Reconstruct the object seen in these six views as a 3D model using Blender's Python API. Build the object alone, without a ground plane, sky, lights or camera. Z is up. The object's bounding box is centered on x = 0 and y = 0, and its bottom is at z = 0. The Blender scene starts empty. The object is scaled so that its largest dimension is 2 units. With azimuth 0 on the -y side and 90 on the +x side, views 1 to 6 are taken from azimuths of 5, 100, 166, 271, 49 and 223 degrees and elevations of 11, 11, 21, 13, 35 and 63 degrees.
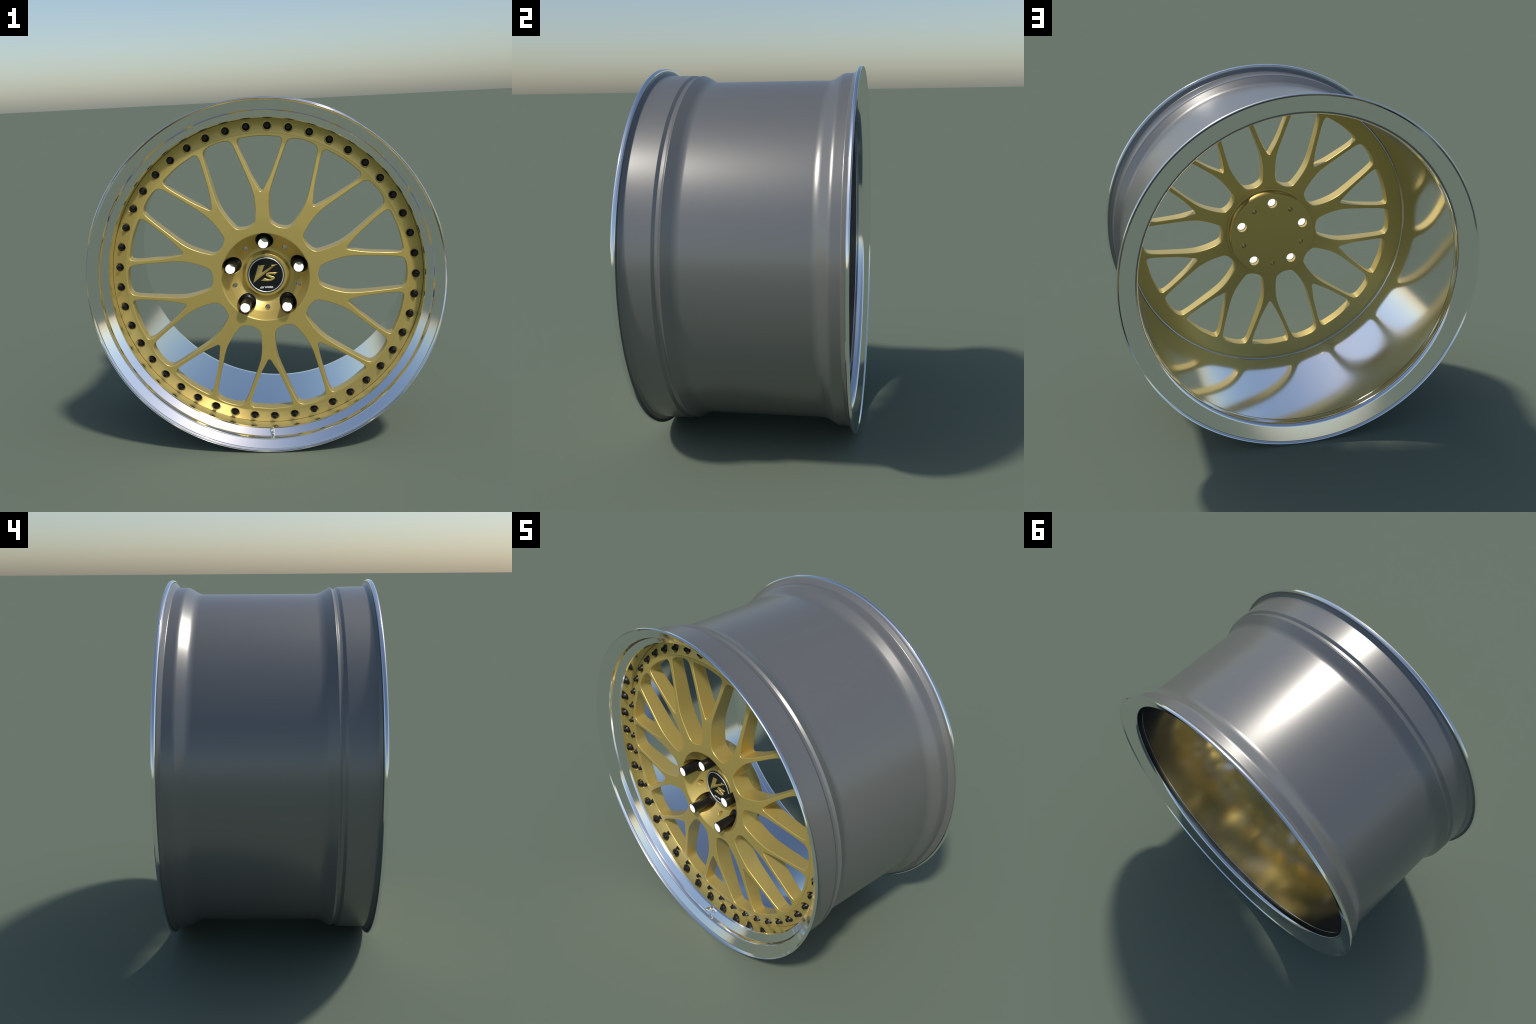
import bpy, math
import numpy as np
from mathutils.geometry import delaunay_2d_cdt
from mathutils import Vector, Matrix

# ------------------------------------------------------------------ frame
# The wheel's axle lies along y through (0, 0, 1); its face looks to -y.
# Every part is modelled around the axle: r = distance from it, y along it.
CZ = 1.0

# ------------------------------------------------------------------ materials
def principled(name, colour, metallic, rough, **kw):
    m = bpy.data.materials.new(name)
    m.use_nodes = True
    nt = m.node_tree
    b = nt.nodes["Principled BSDF"]
    b.inputs["Base Color"].default_value = (*colour, 1)
    b.inputs["Metallic"].default_value = metallic
    b.inputs["Roughness"].default_value = rough
    for k, v in kw.items():
        b.inputs[k].default_value = v
    return m, nt, b

def grain(nt, b, scale, rough_lo, rough_hi, bump=0.0, stretch=(1, 1, 1)):
    """Very fine procedural unevenness of gloss, on object coordinates."""
    tc = nt.nodes.new("ShaderNodeTexCoord")
    mp = nt.nodes.new("ShaderNodeMapping")
    mp.inputs["Scale"].default_value = stretch
    no = nt.nodes.new("ShaderNodeTexNoise")
    no.inputs["Scale"].default_value = scale
    no.inputs["Detail"].default_value = 3
    rm = nt.nodes.new("ShaderNodeMapRange")
    rm.inputs["From Min"].default_value = 0.3
    rm.inputs["From Max"].default_value = 0.7
    rm.inputs["To Min"].default_value = rough_lo
    rm.inputs["To Max"].default_value = rough_hi
    nt.links.new(tc.outputs["Object"], mp.inputs["Vector"])
    nt.links.new(mp.outputs["Vector"], no.inputs["Vector"])
    nt.links.new(no.outputs["Fac"], rm.inputs["Value"])
    nt.links.new(rm.outputs["Result"], b.inputs["Roughness"])
    if bump:
        bp = nt.nodes.new("ShaderNodeBump")
        bp.inputs["Strength"].default_value = bump
        bp.inputs["Distance"].default_value = 0.001
        nt.links.new(no.outputs["Fac"], bp.inputs["Height"])
        nt.links.new(bp.outputs["Normal"], b.inputs["Normal"])

CHROME, nt, b = principled("polished_chrome", (0.93, 0.93, 0.93), 1.0, 0.085)
LINER, nt, b = principled("polished_liner", (0.85, 0.85, 0.85), 1.0, 0.12)
grain(nt, b, 260, 0.11, 0.13)
SATIN, nt, b = principled("satin_aluminium", (0.234, 0.230, 0.216), 0.45, 0.30)
grain(nt, b, 200, 0.29, 0.312)
GOLD, nt, b = principled("gold_paint", (0.695, 0.518, 0.150), 0.57, 0.35)
grain(nt, b, 500, 0.34, 0.36)
BLACK, nt, b = principled("black_anodised", (0.012, 0.012, 0.013), 0.3, 0.35)
MATT, nt, b = principled("black_emblem_enamel", (0.008, 0.009, 0.008), 0.0, 0.5, **{"Specular IOR Level": 0.25})
SILVER, nt, b = principled("emblem_silver", (0.95, 0.95, 0.96), 0.6, 0.35)
LETTER, nt, b = principled("emblem_gold", (0.80, 0.60, 0.20), 0.75, 0.42)
WHITE, nt, b = principled("emblem_white_print", (0.95, 0.95, 0.95), 0.0, 0.4)
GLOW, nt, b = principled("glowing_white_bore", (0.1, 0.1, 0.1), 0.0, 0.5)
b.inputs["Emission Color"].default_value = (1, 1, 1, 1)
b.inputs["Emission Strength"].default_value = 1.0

# ------------------------------------------------------------------ mesh helpers
def make_object(name, verts, faces, material, normals=None, parent=None):
    me = bpy.data.meshes.new(name)
    me.from_pydata([tuple(map(float, v)) for v in verts], [], [tuple(map(int, f)) for f in faces])
    me.update()
    for p in me.polygons:
        p.use_smooth = True
    me.materials.append(material)
    if normals is not None:
        me.normals_split_custom_set_from_vertices([tuple(map(float, n)) for n in normals])
    ob = bpy.data.objects.new(name, me)
    bpy.context.collection.objects.link(ob)
    if parent is not None:
        ob.parent = parent
    return ob

def empty(name, parent=None, loc=(0, 0, 0)):
    ob = bpy.data.objects.new(name, None)
    ob.empty_display_size = 0.1
    ob.location = loc
    bpy.context.collection.objects.link(ob)
    if parent is not None:
        ob.parent = parent
    return ob

def fillet(points, steps=7):
    """points: (r, y, radius).  Rounds every corner of the open polyline."""
    P = [np.array(p[:2], float) for p in points]
    out = [P[0]]
    for i in range(1, len(P) - 1):
        rad = points[i][2] if len(points[i]) > 2 else 0
        a, c, e = P[i - 1], P[i], P[i + 1]
        u, w = a - c, e - c
        lu, lw = np.linalg.norm(u), np.linalg.norm(w)
        u, w = u / lu, w / lw
        ang = math.acos(max(-1, min(1, float(u @ w))))
        if rad <= 0 or ang > math.pi - 0.01:
            out.append(c)
            continue
        t = min(rad / math.tan(ang / 2), 0.48 * lu, 0.48 * lw)
        rr = t * math.tan(ang / 2)
        bis = (u + w) / np.linalg.norm(u + w)
        cen = c + bis * rr / math.sin(ang / 2)
        s, f = c + u * t - cen, c + w * t - cen
        a0 = math.atan2(s[1], s[0])
        da = math.atan2(f[1], f[0]) - a0
        da = (da + math.pi) % (2 * math.pi) - math.pi
        n = max(3, int(steps * abs(da) / 1.2) + 2)
        for k in range(n + 1):
            q = a0 + da * k / n
            out.append(cen + rr * np.array([math.cos(q), math.sin(q)]))
    out.append(P[-1])
    return np.array(out)

def corner_normals(prof):
    """Unit normals of a filleted profile; flats keep their own direction."""
    d = np.diff(prof, axis=0)
    L = np.linalg.norm(d, axis=1)
    d = d / L[:, None]
    t = np.zeros_like(prof)
    t[0], t[-1] = d[0], d[-1]
    for i in range(1, len(prof) - 1):
        # weight by length: a long flat keeps its own normal at the fillet start
        ratio = L[i - 1] / L[i]
        w0, w1 = (1, 0) if ratio > 2.5 else ((0, 1) if ratio < 0.4 else (0.5, 0.5))
        t[i] = d[i - 1] * w0 + d[i] * w1
    t /= np.linalg.norm(t, axis=1)[:, None]
    return np.stack([t[:, 1], -t[:, 0]], 1)      # (nr, ny): right-hand side of travel

def revolve(name, prof, nrm, material, parent, seg=480, flip=1):
    n = len(prof)
    a = np.linspace(0, 2 * math.pi, seg, endpoint=False)
    ca, sa = np.cos(a), np.sin(a)
    V = np.zeros((seg, n, 3)); N = np.zeros((seg, n, 3))
    V[..., 0] = prof[None, :, 0] * ca[:, None]
    V[..., 1] = prof[None, :, 1]
    V[..., 2] = prof[None, :, 0] * sa[:, None] + CZ
    N[..., 0] = nrm[None, :, 0] * ca[:, None] * flip
    N[..., 1] = nrm[None, :, 1] * flip
    N[..., 2] = nrm[None, :, 0] * sa[:, None] * flip
    F = []
    for j in range(seg):
        k = (j + 1) % seg
        for i in range(n - 1):
            q = (j * n + i, j * n + i + 1, k * n + i + 1, k * n + i)
            F.append(q)
    Vf, Nf = V.reshape(-1, 3), N.reshape(-1, 3)
    # face winding follows the stored normals
    q = F[n // 2]
    fn = np.cross(Vf[q[1]] - Vf[q[0]], Vf[q[2]] - Vf[q[0]])
    if fn @ (Nf[q[0]] + Nf[q[2]]) < 0:
        F = [f[::-1] for f in F]
    return make_object(name, Vf, F, material, Nf, parent)

# ------------------------------------------------------------------ the wheel
wheel = empty("alloy_wheel", loc=(0, 0, 0))
wheel["label"] = "deep dish multi-spoke car wheel, gold centre, polished chrome lip"
wheel["category"] = "car wheel"

# ------------------------------------------------------------------ rim
# one closed section through the rim, walked front-inside -> rear-inside -> outside
JOINT_Y = -0.352          # where the gold centre is clamped in
lip = fillet([
    (0.8880, JOINT_Y, 0), (0.8882, -0.366, 0.002), (0.8892, -0.4400, 0.004),
    (0.8932, -0.4500, 0.004), (0.9282, -0.4785, 0.003), (0.9308, -0.4890, 0.002),
    (0.9335, -0.4975, 0.003), (0.9365, -0.5025, 0.003), (0.9405, -0.5030, 0.003),
    (0.9805, -0.5325, 0.004), (0.9855, -0.5335, 0.004), (0.9925, -0.5420, 0.004),
    (0.9962, -0.5500, 0.0035), (1.0004, -0.5420, 0.0035), (0.9985, -0.5310, 0.003),
    (0.9930, -0.5262, 0.002), (0.9870, -0.5262, 0)])
barrel = fillet([
    (0.9870, -0.5262, 0), (0.9760, -0.5240, 0.010), (0.9612, -0.5085, 0.010),
    (0.9595, -0.3685, 0.006), (0.9488, -0.3535, 0.002), (0.9488, -0.3390, 0.002),
    (0.9582, -0.3262, 0.0025), (0.9222, -0.2650, 0.080), (0.9226, 0.3850, 0.080),
    (0.9590, 0.4480, 0.045), (0.9602, 0.5050, 0.008), (0.9800, 0.5230, 0.010),
    (0.9870, 0.5262, 0)])
rear = fillet([
    (0.9870, 0.5262, 0), (0.9930, 0.5262, 0.002), (0.9985, 0.5310, 0.003),
    (1.0000, 0.5405, 0.004), (0.9965, 0.5475, 0.004), (0.9915, 0.5450, 0.003),
    (0.9850, 0.5375, 0.003), (0.9810, 0.5375, 0.003), (0.8890, 0.5080, 0.030),
    (0.8855, 0.4720, 0)])
liner = fillet([
    (0.8855, 0.4720, 0), (0.8852, 0.4600, 0.001), (0.8838, 0.4570, 0.004),
    (0.8828, -0.2970, 0.002), (0.8775, -0.3010, 0.003), (0.8762, -0.3252, 0.001), (0.8870, -0.3270, 0.001), (0.8880, JOINT_Y, 0)])
rim = empty("rim", wheel, (0, 0, 0))
for nm, prof, mat in (("front_lip", lip, CHROME), ("barrel", barrel, SATIN),
                      ("rear_lip", rear, CHROME), ("barrel_liner", liner, LINER)):
    # the section is walked anticlockwise around the metal, so the outside lies to one side
    nr = corner_normals(prof)
    revolve(nm, prof, nr, mat, rim, flip=-1)

# ------------------------------------------------------------------ windows between the spokes
def periodic_spline(P, n):
    P = np.asarray(P, float)
    h = np.linalg.norm(np.roll(P, -1, 0) - P, axis=1)
    m = len(P)
    A = np.zeros((m, m)); B = np.zeros_like(P)
    for i in range(m):
        a, c = h[i - 1], h[i]
        A[i, i - 1] += a; A[i, i] += 2 * (a + c); A[i, (i + 1) % m] += c
        B[i] = 6 * ((P[(i + 1) % m] - P[i]) / c - (P[i] - P[i - 1]) / a)
    M = np.linalg.solve(A, B)
    T = np.concatenate([[0], np.cumsum(h)])
    ts = np.linspace(0, T[-1], n, endpoint=False)
    k = np.searchsorted(T, ts, side="right") - 1
    t0 = (ts - T[k])[:, None]; hk = h[k][:, None]; k1 = (k + 1) % m
    t1 = hk - t0
    return (M[k] * t1**3 + M[k1] * t0**3) / (6 * hk) + (P[k] / hk - M[k] * hk / 6) * t1 + (P[k1] / hk - M[k1] * hk / 6) * t0

def resample(P, n):
    Q = np.vstack([P, P[:1]])
    s = np.concatenate([[0], np.cumsum(np.linalg.norm(np.diff(Q, axis=0), axis=1))])
    t = np.linspace(0, s[-1], n, endpoint=False)
    return np.stack([np.interp(t, s, Q[:, i]) for i in range(2)], 1)

def mirror_loop(half):
    """half outline (along, across>=0) from outer middle to inner middle."""
    inner = [p for p in half if p[1] > 1e-9]
    return [half[0]] + inner + [half[-1]] + [(a, -c) for a, c in inner[::-1]]

U_HALF = [(0.7955, 0), (0.7940, 0.028), (0.7905, 0.0520), (0.7860, 0.0650), (0.7775, 0.0775), (0.7655, 0.0855), (0.7500, 0.0892),
          (0.7000, 0.0948), (0.6300, 0.0995), (0.5600, 0.1038), (0.5150, 0.1056), (0.4800, 0.1052), (0.4500, 0.1020),
          (0.4100, 0.0935), (0.3650, 0.0795), (0.3360, 0.0680), (0.3190, 0.0590), (0.3090, 0.0485), (0.3015, 0.0290), (0.2970, 0)]
V_HALF = [(0.7905, 0), (0.7880, 0.0500), (0.7835, 0.0920), (0.7815, 0.1060), (0.7770, 0.1160), (0.7690, 0.1222), (0.7580, 0.1232),
          (0.7350, 0.1185), (0.6900, 0.1028), (0.6400, 0.0825), (0.5900, 0.0620), (0.5450, 0.0400), (0.5150, 0.0232),
          (0.4975, 0.0140), (0.4895, 0.0088), (0.4850, 0)]
NU, NV = 240, 200
def loop_of(half, n):
    P = resample(periodic_spline(mirror_loop(half), 4000), n)
    e = np.roll(P, -1, 0) - np.roll(P, 1, 0)
    e /= np.linalg.norm(e, axis=1)[:, None]
    nn = np.stack([e[:, 1], -e[:, 0]], 1)
    if np.sum((P - P.mean(0)) * nn) < 0:
        nn = -nn
    return P - nn * 0.0012, nn       # nn points into the metal
UP, UN = loop_of(U_HALF, NU)
VP, VN = loop_of(V_HALF, NV)

# ------------------------------------------------------------------ front and back section of the gold centre
front_prof = fillet([
    (0.0000, -0.3580, 0), (0.1210, -0.3590, 0.003), (0.1375, -0.3280, 0.003), (0.1570, -0.3280, 0.004),
    (0.1750, -0.3400, 0.03), (0.1930, -0.3565, 0.06), (0.2120, -0.3760, 0.06), (0.2300, -0.4000, 0.04),
    (0.2505, -0.4290, 0.006), (0.3400, -0.4285, 0.3), (0.4900, -0.4240, 0.5), (0.6500, -0.4110, 0.5), (0.8060, -0.4000, 0)], 12)
back_prof = fillet([
    (0.0000, -0.2470, 0), (0.2605, -0.2470, 0.003), (0.2635, -0.3230, 0.003), (0.2690, -0.3250, 0.002),
    (0.8060, -0.3260, 0.1), (0.8880, -0.3260, 0)], 12)
def prof_eval(prof, r):
    y = np.interp(r, prof[:, 0], prof[:, 1])
    mid = (prof[1:, 0] + prof[:-1, 0]) / 2
    e = 4e-4
    s = (np.interp(r + e, prof[:, 0], prof[:, 1]) - np.interp(r - e, prof[:, 0], prof[:, 1])) / (2 * e)
    return y, s
def sheet(side, XZ):
    """3D points and normals of the front (side -1) or back (+1) surface over plane points."""
    XZ = np.asarray(XZ, float)
    r = np.maximum(np.linalg.norm(XZ, axis=1), 1e-9)
    y, s = prof_eval(front_prof if side < 0 else back_prof, r)
    n = np.stack([-s * XZ[:, 0] / r, np.ones(len(r)), -s * XZ[:, 1] / r], 1) * side
    n /= np.linalg.norm(n, axis=1)[:, None]
    return np.stack([XZ[:, 0], y, XZ[:, 1] + CZ], 1), n

class Builder:
    def __init__(self):
        self.v, self.n, self.f = [], [], []
        self.count = 0
    def add(self, V, N):
        self.v.append(V); self.n.append(N)
        i = self.count
        self.count += len(V)
        return i
    def face(self, idx):
        self.f.append(tuple(idx))
    def finish(self, name, mat, parent):
        V, N = np.vstack(self.v), np.vstack(self.n)
        F = []
        for f in self.f:
            a, b_, c = V[f[0]], V[f[1]], V[f[2]]
            fn = np.cross(b_ - a, c - a)
            if fn @ N[list(f)].sum(0) < 0:
                f = f[::-1]
            F.append(f)
        return make_object(name, V, F, mat, N, parent)
    def strip(self, A, B, closed=False):
        m = len(A)
        for i in range(m if closed else m - 1):
            j = (i + 1) % m
            self.face((A[i], A[j], B[j], B[i]))

BEV = 0.0050
def edge_rings(B, P, nn, closed, bev_f=BEV, bev_b=0.005, steps=5, back=True, y_floor=None):
    """Rounded edge, wall and rounded back edge along a window outline.
    Returns plane points of the face-side limits (front, back)."""
    rings = []
    for side, bev in ((-1, bev_f), (1, bev_b)):
        if side == 1 and not back:
            break
        seq = []
        for k in range(steps + 1):
            t = math.pi / 2 * (1 - k / steps)
            Q = P + nn * (bev * (1 - math.cos(t)))
            V, N = sheet(side, Q)
            V[:, 1] += -side * bev * (1 - math.sin(t))
            wall = np.stack([-nn[:, 0], np.zeros(len(nn)), -nn[:, 1]], 1)
            N = N * math.sin(t) + wall * math.cos(t)
            N /= np.linalg.norm(N, axis=1)[:, None]
            i0 = B.add(V, N)
            seq.append(list(range(i0, i0 + len(P))))
        rings += seq if side < 0 else seq[::-1]
    if y_floor is not None:
        V, N = sheet(-1, P)
        V[:, 1] = y_floor
        N = np.stack([-nn[:, 0], np.zeros(len(nn)), -nn[:, 1]], 1)
        i0 = B.add(V, N)
        rings.append(list(range(i0, i0 + len(P))))
    for a, c in zip(rings[:-1], rings[1:]):
        B.strip(a, c, closed)
    return P + nn * bev_f, P + nn * bev_b

def inside(poly, pts):
    x, y = pts[:, 0], pts[:, 1]
    r = np.zeros(len(pts), bool)
    x0, y0 = poly[:, 0], poly[:, 1]
    x1, y1 = np.roll(x0, -1), np.roll(y0, -1)
    for a, b_, c, d in zip(x0, y0, x1, y1):
        if b_ == d:
            continue
        hit = ((b_ > y) != (d > y)) & (x < (c - a) * (y - b_) / (d - b_) + a)
        r ^= hit
    return r

def clearance(pts, loops, dist):
    keep = np.ones(len(pts), bool)
    for L in loops:
        for s in range(0, len(pts), 4000):
            d = np.min(np.hypot(pts[s:s + 4000, None, 0] - L[None, :, 0], pts[s:s + 4000, None, 1] - L[None, :, 1]), axis=1)
            keep[s:s + 4000] &= d > dist
    return keep

def fill(B, side, outer, holes, interior, gap=0.004):
    """Constrained triangulation of a plane region laid onto the front or back section."""
    loops = [np.asarray(outer)] + [np.asarray(h) for h in holes]
    pts = np.asarray(interior).reshape(-1, 2)
    if len(pts):
        pts = pts[inside(loops[0], pts)]
        for h in loops[1:]:
            pts = pts[~inside(h, pts)]
        pts = pts[clearance(pts, loops, gap)]
    allv = np.vstack(loops + ([pts] if len(pts) else []))
    edges, o = [], 0
    for L in loops:
        edges += [(o + i, o + (i + 1) % len(L)) for i in range(len(L))]
        o += len(L)
    vo, _, fo, *_ = delaunay_2d_cdt([Vector(p) for p in allv], edges, [], 0, 1e-7)
    vo = np.array([tuple(p) for p in vo])
    T = np.array([f for f in fo])
    c = vo[T].mean(1)
    ok = inside(loops[0], c)
    for h in loops[1:]:
        ok &= ~inside(h, c)
    V, N = sheet(side, vo)
    i0 = B.add(V, N)
    for t in T[ok]:
        B.face(t + i0)

def rot(P, deg):
    a = math.radians(deg)
    c, s = math.cos(a), math.sin(a)
    P = np.asarray(P)
    return np.stack([P[:, 0] * c - P[:, 1] * s, P[:, 0] * s + P[:, 1] * c], 1)

def arc_between(a, c, n):
    """polar interpolation from a to c, end points left out"""
    ra, rc = np.hypot(*a), np.hypot(*c)
    ta, tc = math.atan2(a[1], a[0]), math.atan2(c[1], c[0])
    d = (tc - ta + math.pi) % (2 * math.pi) - math.pi
    k = np.arange(1, n) / n
    r, t = ra + (rc - ra) * k, ta + d * k
    return np.stack([r * np.cos(t), r * np.sin(t)], 1)

R_HUB, R_RING = 0.345, 0.752       # where hub, spoke and clamping ring meet
ru = np.hypot(UP[:, 0], UP[:, 1]); rv = np.hypot(VP[:, 0], VP[:, 1])
half_u = NU // 2
# loop index: 0 = outer middle, runs to +across side, NU/2 = inner middle
pos = np.arange(half_u)
u_ring = int(np.argmin(np.abs(ru[:half_u] - R_RING)))
u_hub = int(np.argmin(np.abs(ru[:half_u] - R_HUB)))
v_ring = int(np.argmin(np.abs(rv[:NV // 2] - R_RING)))
U_INNER = list(range(u_hub, NU - u_hub + 1))                       # + side -> inner end -> - side
U_OUTER = [i % NU for i in range(NU - u_ring, NU + u_ring + 1)]    # - side -> outer end -> + side
U_PLUS = list(range(u_ring, u_hub + 1))                            # outward -> inward, + side
U_MINUS = [(NU - i) % NU for i in U_PLUS]
V_INNER = list(range(v_ring, NV - v_ring + 1))                     # + side -> tip -> - side
V_OUTER = [i % NV for i in range(NV - v_ring, NV + v_ring + 1)]

centre = empty("wheel_centre", wheel, (0, 0, 0))

# ---- one spoke, lying along +x in the plane; windows U at +-18 degrees
def build_spoke():
    B = Builder()
    A, An = rot(UP, 18)[U_MINUS], rot(UN, 18)[U_MINUS]     # window on the + side: its - flank
    C, Cn = rot(UP, -18)[U_PLUS], rot(UN, -18)[U_PLUS]
    D, Dn = VP[V_INNER], VN[V_INNER]
    fa = edge_rings(B, A, An, False)
    fc = edge_rings(B, C, Cn, False)
    fd = edge_rings(B, D, Dn, False)
    for side, k in ((-1, 0), (1, 1)):
        a, c, d = fa[k], fc[k], fd[k]
        outer = np.vstack([a, arc_between(a[-1], c[-1], 12), c[::-1], arc_between(c[0], d[-1], 3), d[::-1], arc_between(d[0], a[0], 3)])
        g = np.stack(np.meshgrid(np.arange(0.34, 0.76, 0.012), np.arange(-0.16, 0.161, 0.012)), -1).reshape(-1, 2)
        fill(B, side, outer, [], g, 0.007)
    return B
spoke0 = build_spoke().finish("spoke", GOLD, None)
# the mesh is stored around the axle so that copies only turn
spoke_mesh = spoke0.data
spoke_mesh.transform(Matrix.Translation((0, 0, -CZ)))
bpy.data.objects.remove(spoke0)
for k in range(10):
    ob = bpy.data.objects.new("spoke", spoke_mesh)
    bpy.context.collection.objects.link(ob)
    ob.parent = centre
    ob.location = (0, 0, CZ)
    ob.rotation_euler = (0, -math.radians(90 + 36 * k), 0)

# ---- hub: bowl, nut pockets, pilot holes, mounting pad
LUG_R, SMALL_R = 0.2015, 0.1915
POCKET, BORE, PILOT = 0.0505, 0.0285, 0.0135
POCKET_FLOOR = -0.322
def ring_points(r, n, off=0.0):
    t = 2 * math.pi * (np.arange(n) + off) / n
    return np.stack([r * np.cos(t), r * np.sin(t)], 1)
def circle_at(cr, ang, r, n):
    a = math.radians(ang)
    return ring_points(r, n) + np.array([cr * math.cos(a), cr * math.sin(a)]), ring_points(1.0, n)
def build_hub():
    B = Builder()
    of, obk = [], []
    for k in range(10):
        a0 = 108 + 36 * k
        P, n_ = rot(UP, a0)[U_INNER], rot(UN, a0)[U_INNER]
        f, bk = edge_rings(B, P, n_, False)
        # walk the window ends anticlockwise: flank at smaller angle first
        ang = lambda q: (math.degrees(math.atan2(q[1], q[0])) - a0 + 180) % 360 - 180
        if ang(f[0]) > ang(f[-1]):
            f, bk = f[::-1], bk[::-1]
        of.append(f); obk.append(bk)
    def outline(parts):
        out = []
        for k in range(10):
            out += [parts[k], arc_between(parts[k][-1], parts[(k + 1) % 10][0], 12)]
        return np.vstack(out)
    fh, bh = [], []
    for k in range(5):
        # nut pocket (front only), then bore through its floor to the pad
        P, n_ = circle_at(LUG_R, 90 + 72 * k, POCKET, 64)
        f, _ = edge_rings(B, P, n_, True, 0.003, 0, 4, back=False, y_floor=POCKET_FLOOR)
        fh.append(f)
        Q, q_ = circle_at(LUG_R, 90 + 72 * k, BORE, 64)
        fl = np.stack([P[:, 0], np.full(64, POCKET_FLOOR), P[:, 1] + CZ], 1)
        fi = np.stack([Q[:, 0], np.full(64, POCKET_FLOOR), Q[:, 1] + CZ], 1)
        up = np.tile([0.0, -1.0, 0.0], (64, 1))
        a = B.add(fl, up); c = B.add(fi, up)
        B.strip(list(range(a, a + 64)), list(range(c, c + 64)), True)
        wall = -np.stack([q_[:, 0], np.zeros(64), q_[:, 1]], 1)
        rr = [B.add(fi, wall)]
        bev = 0.002
        for t in (0, 0.5, 1.0):
            th = t * math.pi / 2
            X = Q + q_ * bev * (1 - math.cos(th))
            V = np.stack([X[:, 0], np.full(64, -0.247 - bev * (1 - math.sin(th))), X[:, 1] + CZ], 1)
            rr.append(B.add(V, wall * math.cos(th) + np.array([0, math.sin(th), 0])))
        for x, y_ in zip(rr[:-1], rr[1:]):
            B.strip(list(range(x, x + 64)), list(range(y_, y_ + 64)), True)
        bh.append(Q + q_ * bev)
        P, n_ = circle_at(SMALL_R, 126 + 72 * k, PILOT, 36)
        f, bk = edge_rings(B, P, n_, True, 0.002, 0.002, 3)
        fh.append(f); bh.append(bk)
    # rings of points where the section bends
    def rings(prof, far):
        rr = [r for r in prof[:, 0] if 0.004 < r < far]
        rr += list(np.arange(0.02, far, 0.014))
        rr = sorted(rr)
        keep = []
        for r in rr:
            if not keep or r - keep[-1] > 0.0007:
                keep.append(r)
        return np.vstack([ring_points(r, max(24, int(2 * math.pi * r / 0.006) if r < 0.29 else 180)) for r in keep] + [np.zeros((1, 2))])
    fill(B, -1, outline(of), fh, rings(front_prof, 0.345), 0.0022)
    fill(B, 1, outline(obk), bh, rings(back_prof, 0.345), 0.0022)
    return B.finish("hub", GOLD, centre)
build_hub()

# ---- clamping ring: outer window ends, then the sloping flange that carries the bolts
R_CREASE, R_OUT = 0.8060, 0.8875
N_CR = 720
def build_ring():
    B = Builder()
    of, obk = [], []
    for k in range(20):
        a0 = 90 + 18 * k
        src, sn, idx = (VP, VN, V_OUTER) if k % 2 == 0 else (UP, UN, U_OUTER)
        P, n_ = rot(src, a0)[idx], rot(sn, a0)[idx]
        f, bk = edge_rings(B, P, n_, False)
        ang = lambda q: (math.degrees(math.atan2(q[1], q[0])) - a0 + 180) % 360 - 180
        if ang(f[0]) > ang(f[-1]):
            f, bk = f[::-1], bk[::-1]
        of.append(f); obk.append(bk)
    def outline(parts):
        out = []
        for k in range(20):
            out += [parts[k], arc_between(parts[k][-1], parts[(k + 1) % 20][0], 3)]
        return np.vstack(out)
    crease = ring_points(R_CREASE, N_CR)
    fill(B, -1, crease, [outline(of)], np.vstack([ring_points(0.801, 720), ring_points(0.78, 300), ring_points(0.765, 300)]), 0.003)
    rim_back = ring_points(R_OUT - 0.002, N_CR)
    fill(B, 1, rim_back, [outline(obk)], np.vstack([ring_points(r, 360) for r in (0.76, 0.78, 0.81, 0.83, 0.85, 0.87)]), 0.004)
    return B
ringB = build_ring()

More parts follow.
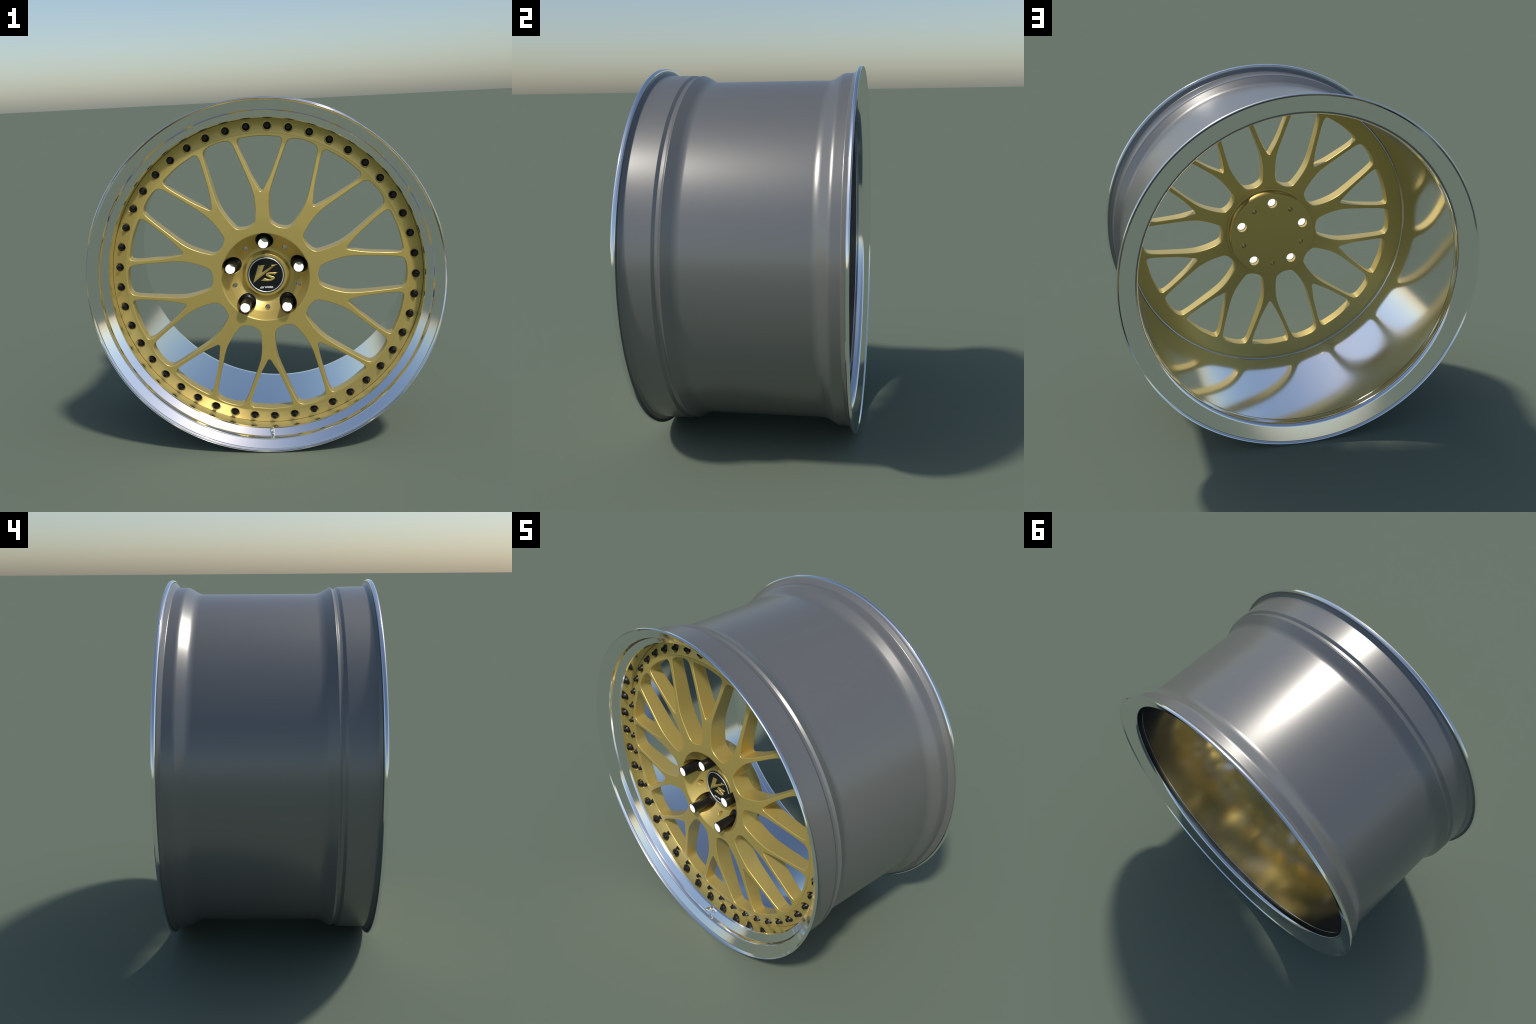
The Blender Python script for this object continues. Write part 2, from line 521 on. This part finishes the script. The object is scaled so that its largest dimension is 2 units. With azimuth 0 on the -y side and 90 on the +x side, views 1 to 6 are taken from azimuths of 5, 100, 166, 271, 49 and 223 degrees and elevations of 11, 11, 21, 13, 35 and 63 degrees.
BOLTS = 45
BOLT_R = 0.8450
BOLT_A = 90 - 3.11          # first bolt, degrees
FL0, FL1 = (R_CREASE + 0.0012, -0.3975), (R_OUT - 0.002, -0.3640)
def flange_y(r):
    return FL0[1] + (r - FL0[0]) * (FL1[1] - FL0[1]) / (FL1[0] - FL0[0])
fl_slope = (FL1[1] - FL0[1]) / (FL1[0] - FL0[0])
def flange_sheet(XZ):
    r = np.linalg.norm(XZ, axis=1)
    n = np.stack([fl_slope * XZ[:, 0] / r, -np.ones(len(r)), fl_slope * XZ[:, 1] / r], 1)
    n /= np.linalg.norm(n, axis=1)[:, None]
    return np.stack([XZ[:, 0], flange_y(r), XZ[:, 1] + CZ], 1), n
SEAT, SEAT_FLOOR = 0.0265, 0.010
def build_flange(B):
    # little step at the crease, outer rounded edge, outer wall and its back edge
    c0 = ring_points(R_CREASE, N_CR)
    u = ring_points(1.0, N_CR, BOLT_A * N_CR / 360 % 1)
    def ringv(r, y, nr, ny):
        L = math.hypot(nr, ny)
        V = np.stack([u[:, 0] * r, np.full(N_CR, y), u[:, 1] * r + CZ], 1)
        N = np.stack([u[:, 0] * nr / L, np.full(N_CR, ny / L), u[:, 1] * nr / L], 1)
        i = B.add(V, N)
        return list(range(i, i + N_CR))
    B.strip(ringv(R_CREASE, -0.4000, 1, -0.3), ringv(FL0[0], FL0[1], 1, -0.3), True)
    seq = [ringv(FL1[0], FL1[1], fl_slope, -1), ringv(R_OUT - 0.0006, -0.3626, 0.8, -0.8), ringv(R_OUT, -0.3605, 1, 0),
           ringv(R_OUT, -0.3285, 1, 0), ringv(R_OUT - 0.0006, -0.3266, 0.7, 0.7), ringv(R_OUT - 0.002, -0.3260, 0, 1)]
    for a, c in zip(seq[:-1], seq[1:]):
        B.strip(a, c, True)
    # one 8-degree field with its bolt seat, then turned
    per = N_CR // BOLTS
    a0 = BOLT_A
    half = 360 / BOLTS / 2
    t = np.radians(np.linspace(-half, half, per + 1) + a0)
    inner = np.stack([FL0[0] * np.cos(t), FL0[0] * np.sin(t)], 1)
    outer = np.stack([FL1[0] * np.cos(t), FL1[0] * np.sin(t)], 1)
    sides = np.linspace(FL0[0], FL1[0], 9)[1:-1]
    e1 = np.stack([sides * math.cos(t[-1]), sides * math.sin(t[-1])], 1)
    e0 = np.stack([sides * math.cos(t[0]), sides * math.sin(t[0])], 1)
    bound = np.vstack([inner, e1, outer[::-1], e0[::-1]])
    C, cn = circle_at(BOLT_R, a0, SEAT, 40)
    bev = 0.0025
    rad = np.hypot(C[:, 0], C[:, 1])
    rings = []
    for k in range(5):
        th = math.pi / 2 * (1 - k / 4)
        Q = C + cn * bev * (1 - math.cos(th))
        V, N = flange_sheet(Q)
        V[:, 1] += bev * (1 - math.sin(th))
        wall = -np.stack([cn[:, 0], np.zeros(40), cn[:, 1]], 1)
        rings.append((V, N * math.sin(th) + wall * math.cos(th)))
    fy = flange_y(BOLT_R) + SEAT_FLOOR
    V = np.stack([C[:, 0], np.full(40, fy), C[:, 1] + CZ], 1)
    wall = -np.stack([cn[:, 0], np.zeros(40), cn[:, 1]], 1)
    rings.append((V, wall))
    up = np.tile([0.0, -1.0, 0.0], (40, 1))
    floor = [(V, up), (np.tile(V.mean(0), (1, 1)), up[:1])]
    hole = C + cn * bev
    grid = rot(np.stack(np.meshgrid(np.linspace(-0.058, 0.058, 11), np.linspace(0.81, 0.885, 9)), -1).reshape(-1, 2), a0 - 90)
    grid = grid[inside(bound, grid) & ~inside(hole, grid)]
    grid = grid[clearance(grid, [bound, hole], 0.004)]
    loops = [bound, hole]
    allv = np.vstack(loops + [grid])
    edges = [(i, (i + 1) % len(bound)) for i in range(len(bound))] + [(len(bound) + i, len(bound) + (i + 1) % 40) for i in range(40)]
    vo, _, fo, *_ = delaunay_2d_cdt([Vector(p) for p in allv], edges, [], 0, 1e-7)
    vo = np.array([tuple(p) for p in vo]); T = np.array(list(fo))
    c = vo[T].mean(1)
    T = T[inside(bound, c) & ~inside(hole, c)]
    for j in range(BOLTS):
        d = 360 / BOLTS * j
        def turn(V):
            q = rot(np.stack([V[:, 0], V[:, 2] - CZ], 1), d)
            return np.stack([q[:, 0], V[:, 1], q[:, 1] + CZ], 1)
        def turn_n(N):
            q = rot(N[:, [0, 2]], d)
            return np.stack([q[:, 0], N[:, 1], q[:, 1]], 1)
        V, N = flange_sheet(rot(vo, d))
        i0 = B.add(V, N)
        for tt in T:
            B.face(tt + i0)
        ids = []
        for V, N in rings:
            i = B.add(turn(V), turn_n(N)); ids.append(list(range(i, i + 40)))
        for a, c_ in zip(ids[:-1], ids[1:]):
            B.strip(a, c_, True)
        i = B.add(turn(floor[0][0]), floor[0][1]); m = B.add(turn(floor[1][0]), floor[1][1])
        for k in range(40):
            B.face((i + k, i + (k + 1) % 40, m))
build_flange(ringB)
ringB.finish("clamping_ring", GOLD, centre)

# ------------------------------------------------------------------ small turned parts (axis along -y, base at origin)
def lathe_mesh(name, prof, mat, seg=48):
    nr = corner_normals(prof)
    n = len(prof)
    a = np.linspace(0, 2 * math.pi, seg, endpoint=False)
    V, N = [], []
    for t in a:
        c, s = math.cos(t), math.sin(t)
        for (r, h), (x, y) in zip(prof, nr):
            V.append((r * c, -h, r * s)); N.append((x * c, -y, x * s))
    F = []
    for j in range(seg):
        k = (j + 1) % seg
        for i in range(n - 1):
            F.append((j * n + i, j * n + i + 1, k * n + i + 1, k * n + i))
    V, N = np.array(V), np.array(N)
    G = []
    for f in F:
        pts = V[list(f)]
        fn = np.cross(pts[2] - pts[0], pts[3] - pts[1])
        if fn @ N[list(f)].sum(0) < 0:
            f = f[::-1]
        G.append(f)
    me = bpy.data.meshes.new(name)
    me.from_pydata([tuple(v) for v in V], [], G)
    for p in me.polygons:
        p.use_smooth = True
    me.materials.append(mat)
    me.normals_split_custom_set_from_vertices([tuple(x) for x in N])
    return me

# ---- rim bolts: washer face, tapering shoulder, hollow stud end
bolt_prof = fillet([(0.0215, 0.0, 0), (0.0215, 0.0050, 0.0015), (0.0185, 0.0078, 0.003), (0.0125, 0.0180, 0.005),
                    (0.0112, 0.0300, 0.0015), (0.0078, 0.0303, 0.0008), (0.0070, 0.0230, 0.0005), (0.0, 0.0225, 0)], 5)
bolt_mesh = lathe_mesh("rim_bolt", bolt_prof, BLACK, 32)
seat_y = flange_y(BOLT_R) + SEAT_FLOOR
for k in range(BOLTS):
    a = math.radians(BOLT_A + 8 * k)
    ob = bpy.data.objects.new("rim_bolt", bolt_mesh)
    bpy.context.collection.objects.link(ob)
    ob.parent = centre
    ob.location = (BOLT_R * math.cos(a), seat_y - 0.0003, CZ + BOLT_R * math.sin(a))
    ob.rotation_euler = (0, -a, 0)

# ---- wheel nuts: open black sleeves with a flared seat and a white bore
TIP = -0.4725
H = POCKET_FLOOR - TIP
D = 0.038                       # the sleeve reaches this far into its bore
nut_prof = fillet([(0.0262, -D, 0), (0.0282, -D, 0.0003), (0.0282, 0.0008, 0), (0.0492, 0.0008, 0.001), (0.0492, 0.0070, 0.003), (0.0400, 0.0150, 0.006), (0.0310, 0.0230, 0.008),
                   (0.0305, H - 0.001, 0.0022), (0.0275, H, 0.0008), (0.0270, H - 0.003, 0)], 5)
nut_mesh = lathe_mesh("wheel_nut", nut_prof, BLACK, 64)
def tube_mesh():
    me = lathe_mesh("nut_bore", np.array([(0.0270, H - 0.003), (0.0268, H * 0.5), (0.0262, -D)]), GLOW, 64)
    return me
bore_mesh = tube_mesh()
for k in range(5):
    a = math.radians(90 + 72 * k)
    ob = bpy.data.objects.new("wheel_nut", nut_mesh)
    bpy.context.collection.objects.link(ob)
    ob.parent = wheel
    ob.location = (LUG_R * math.cos(a), POCKET_FLOOR, CZ + LUG_R * math.sin(a))
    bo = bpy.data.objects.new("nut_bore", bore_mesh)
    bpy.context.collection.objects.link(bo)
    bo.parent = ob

# ------------------------------------------------------------------ centre cap with emblem
cap = empty("centre_cap", wheel, (0, -0.3575, CZ))
def child(name, me, parent, loc=(0, 0, 0)):
    ob = bpy.data.objects.new(name, me)
    bpy.context.collection.objects.link(ob)
    ob.parent = parent
    ob.location = loc
    return ob
CAP_H = 0.0065
disc_prof = fillet([(0.1058, -0.002, 0), (0.1058, CAP_H - 0.0012, 0.0015), (0.1035, CAP_H, 0.001), (0.0, CAP_H, 0)], 5)
child("cap_disc", lathe_mesh("cap_disc", disc_prof, MATT, 128), cap)
ring_prof = fillet([(0.1022, CAP_H - 0.001, 0), (0.1018, CAP_H + 0.0008, 0.0020), (0.0989, CAP_H + 0.0030, 0.0028), (0.0960, CAP_H + 0.0008, 0.0020), (0.0957, CAP_H - 0.001, 0)], 5)
child("cap_ring", lathe_mesh("cap_ring", ring_prof, SILVER, 128), cap)

def plate(name, outlines, mat, height, bevel, smooth=None):
    """Raised, chamfered plate from closed plane outlines (x, z)."""
    cu = bpy.data.curves.new(name, "CURVE")
    cu.dimensions = "2D"
    cu.fill_mode = "BOTH"
    cu.extrude = max(height - bevel, 1e-5)
    cu.bevel_depth = bevel
    cu.bevel_resolution = 1
    cu.offset = -bevel
    for pts in outlines:
        sp = cu.splines.new("POLY")
        sp.points.add(len(pts) - 1)
        for p, (x, z) in zip(sp.points, pts):
            p.co = (x, z, 0, 1)
        sp.use_cyclic_u = True
    ob = bpy.data.objects.new(name, cu)
    bpy.context.collection.objects.link(ob)
    dg = bpy.context.evaluated_depsgraph_get()
    me = bpy.data.meshes.new_from_object(ob.evaluated_get(dg))
    bpy.data.objects.remove(ob)
    # curve lies in xy facing +z: stand it up so that it faces -y
    me.transform(Matrix.Rotation(math.pi / 2, 4, "X"))
    me.materials.clear()
    me.materials.append(mat)
    me.name = name
    return me

V_OUT = [(-0.0415, 0.0572), (-0.0035, 0.0580), (-0.0100, 0.0512), (-0.0243, 0.0131), (0.0334, 0.0500), (0.0305, 0.0572),
         (0.0680, 0.0590), (0.0461, 0.0474), (-0.0753, -0.0455), (-0.0526, 0.0256), (-0.0425, 0.0540)]
# big letter as a ridged solid: outline on the disc, ridge lines along both strokes
def ridged_v():
    z0, z1 = 0.0, 0.0055
    rim_pts = V_OUT
    ridge = [(-0.0270, 0.0545), (-0.0560, -0.0180), (0.0395, 0.0520)]
    V = [(x, -z0, z) for x, z in rim_pts] + [(x, -z1, z) for x, z in ridge]
    r0, r1, r2 = 11, 12, 13
    F = [(0, r0, 1), (1, r0, 2), (2, r0, r1, 3), (3, r1, r2, 4), (4, r2, 5), (5, r2, 6), (6, r2, 7), (7, r2, r1, 8),
         (8, r1, 9), (9, r1, r0, 10), (10, r0, 0)]
    me = bpy.data.meshes.new("emblem_letter")
    me.from_pydata(V, [], F)
    me.update()
    import bmesh
    bm = bmesh.new(); bm.from_mesh(me)
    bmesh.ops.recalc_face_normals(bm, faces=bm.faces)
    for f in bm.faces:
        if f.normal.y > 0:
            f.normal_flip()
    bm.to_mesh(me); bm.free()
    me.materials.append(LETTER)
    return me
child("emblem_letter", ridged_v(), cap, (0, -CAP_H - 0.0001, 0))
S_OUT = [(0.0681, 0.0135), (0.0455, 0.0149), (0.0218, 0.0150), (0.0120, 0.0138), (0.0045, 0.0100), (-0.0005, 0.0048), (-0.0016, 0.0005),
         (-0.0008, -0.0042), (0.0060, -0.0102), (0.0203, -0.0163), (0.0262, -0.0195), (0.0262, -0.0222), (0.0215, -0.0240), (0.0145, -0.0243), (0.0054, -0.0233),
         (-0.0036, -0.0204), (-0.0089, -0.0168), (-0.0185, -0.0249), (-0.0326, -0.0329), (-0.0116, -0.0352), (0.0084, -0.0370),
         (0.0249, -0.0357), (0.0350, -0.0325), (0.0440, -0.0275), (0.0500, -0.0216), (0.0508, -0.0178), (0.0490, -0.0140), (0.0443, -0.0107), (0.0299, -0.0060),
         (0.0195, -0.0015), (0.0174, 0.0006), (0.0185, 0.0028), (0.0267, 0.0040), (0.0431, 0.0020), (0.0493, -0.0020), (0.0541, 0.0035)]
child("emblem_letter", plate("emblem_letter", [S_OUT], LETTER, 0.0040, 0.0028), cap, (0, -CAP_H - 0.0003, 0))
# maker's mark: three slanted strokes joined at the foot, and a word
marks = []
for k in range(3):
    x = -0.0392 + k * 0.0072
    marks.append([(x, -0.0783), (x + 0.0058, -0.0783), (x + 0.0058 + 0.0060, -0.0668), (x + 0.0060 + 0.0025, -0.0668)])
child("emblem_mark", plate("emblem_mark", marks, WHITE, 0.0006, 0.0001), cap, (0, -CAP_H - 0.0003, 0))
tx = bpy.data.curves.new("emblem_word", "FONT")
tx.body = "WORK"
tx.size = 0.0162
tx.extrude = 0.0005
tx.offset = 0.0010
tx.space_character = 1.12
to = bpy.data.objects.new("emblem_word", tx)
bpy.context.collection.objects.link(to)
dg = bpy.context.evaluated_depsgraph_get()
tm = bpy.data.meshes.new_from_object(to.evaluated_get(dg))
bpy.data.objects.remove(to)
xs = np.array([v.co.x for v in tm.vertices]); ys = np.array([v.co.y for v in tm.vertices])
sx, sy = 0.0500 / (xs.max() - xs.min()), 0.0112 / (ys.max() - ys.min())
tm.transform(Matrix.Diagonal((sx, sy, 1, 1)) @ Matrix.Translation((-xs.min(), -ys.min(), 0)))
tm.transform(Matrix.Rotation(math.pi / 2, 4, "X"))
tm.materials.clear(); tm.materials.append(WHITE)
child("emblem_word", tm, cap, (-0.0104, -CAP_H - 0.0003, -0.0776))

# ------------------------------------------------------------------ valve stem in the lip
valve_prof = fillet([(0.0, -0.004, 0), (0.0150, -0.004, 0), (0.0150, 0.0060, 0.002), (0.0118, 0.0080, 0.002), (0.0112, 0.0300, 0.001),
                     (0.0095, 0.0320, 0.001), (0.0095, 0.0370, 0.001), (0.0118, 0.0390, 0.001), (0.0118, 0.0570, 0.003),
                     (0.0060, 0.0630, 0.001), (0.0, 0.0630, 0)], 5)
vm = lathe_mesh("valve_stem", valve_prof, CHROME, 24)
vs = child("valve_stem", vm, wheel, (0.0, -0.442, CZ - 0.9030))
vs.rotation_euler = (math.radians(-16), 0, 0)
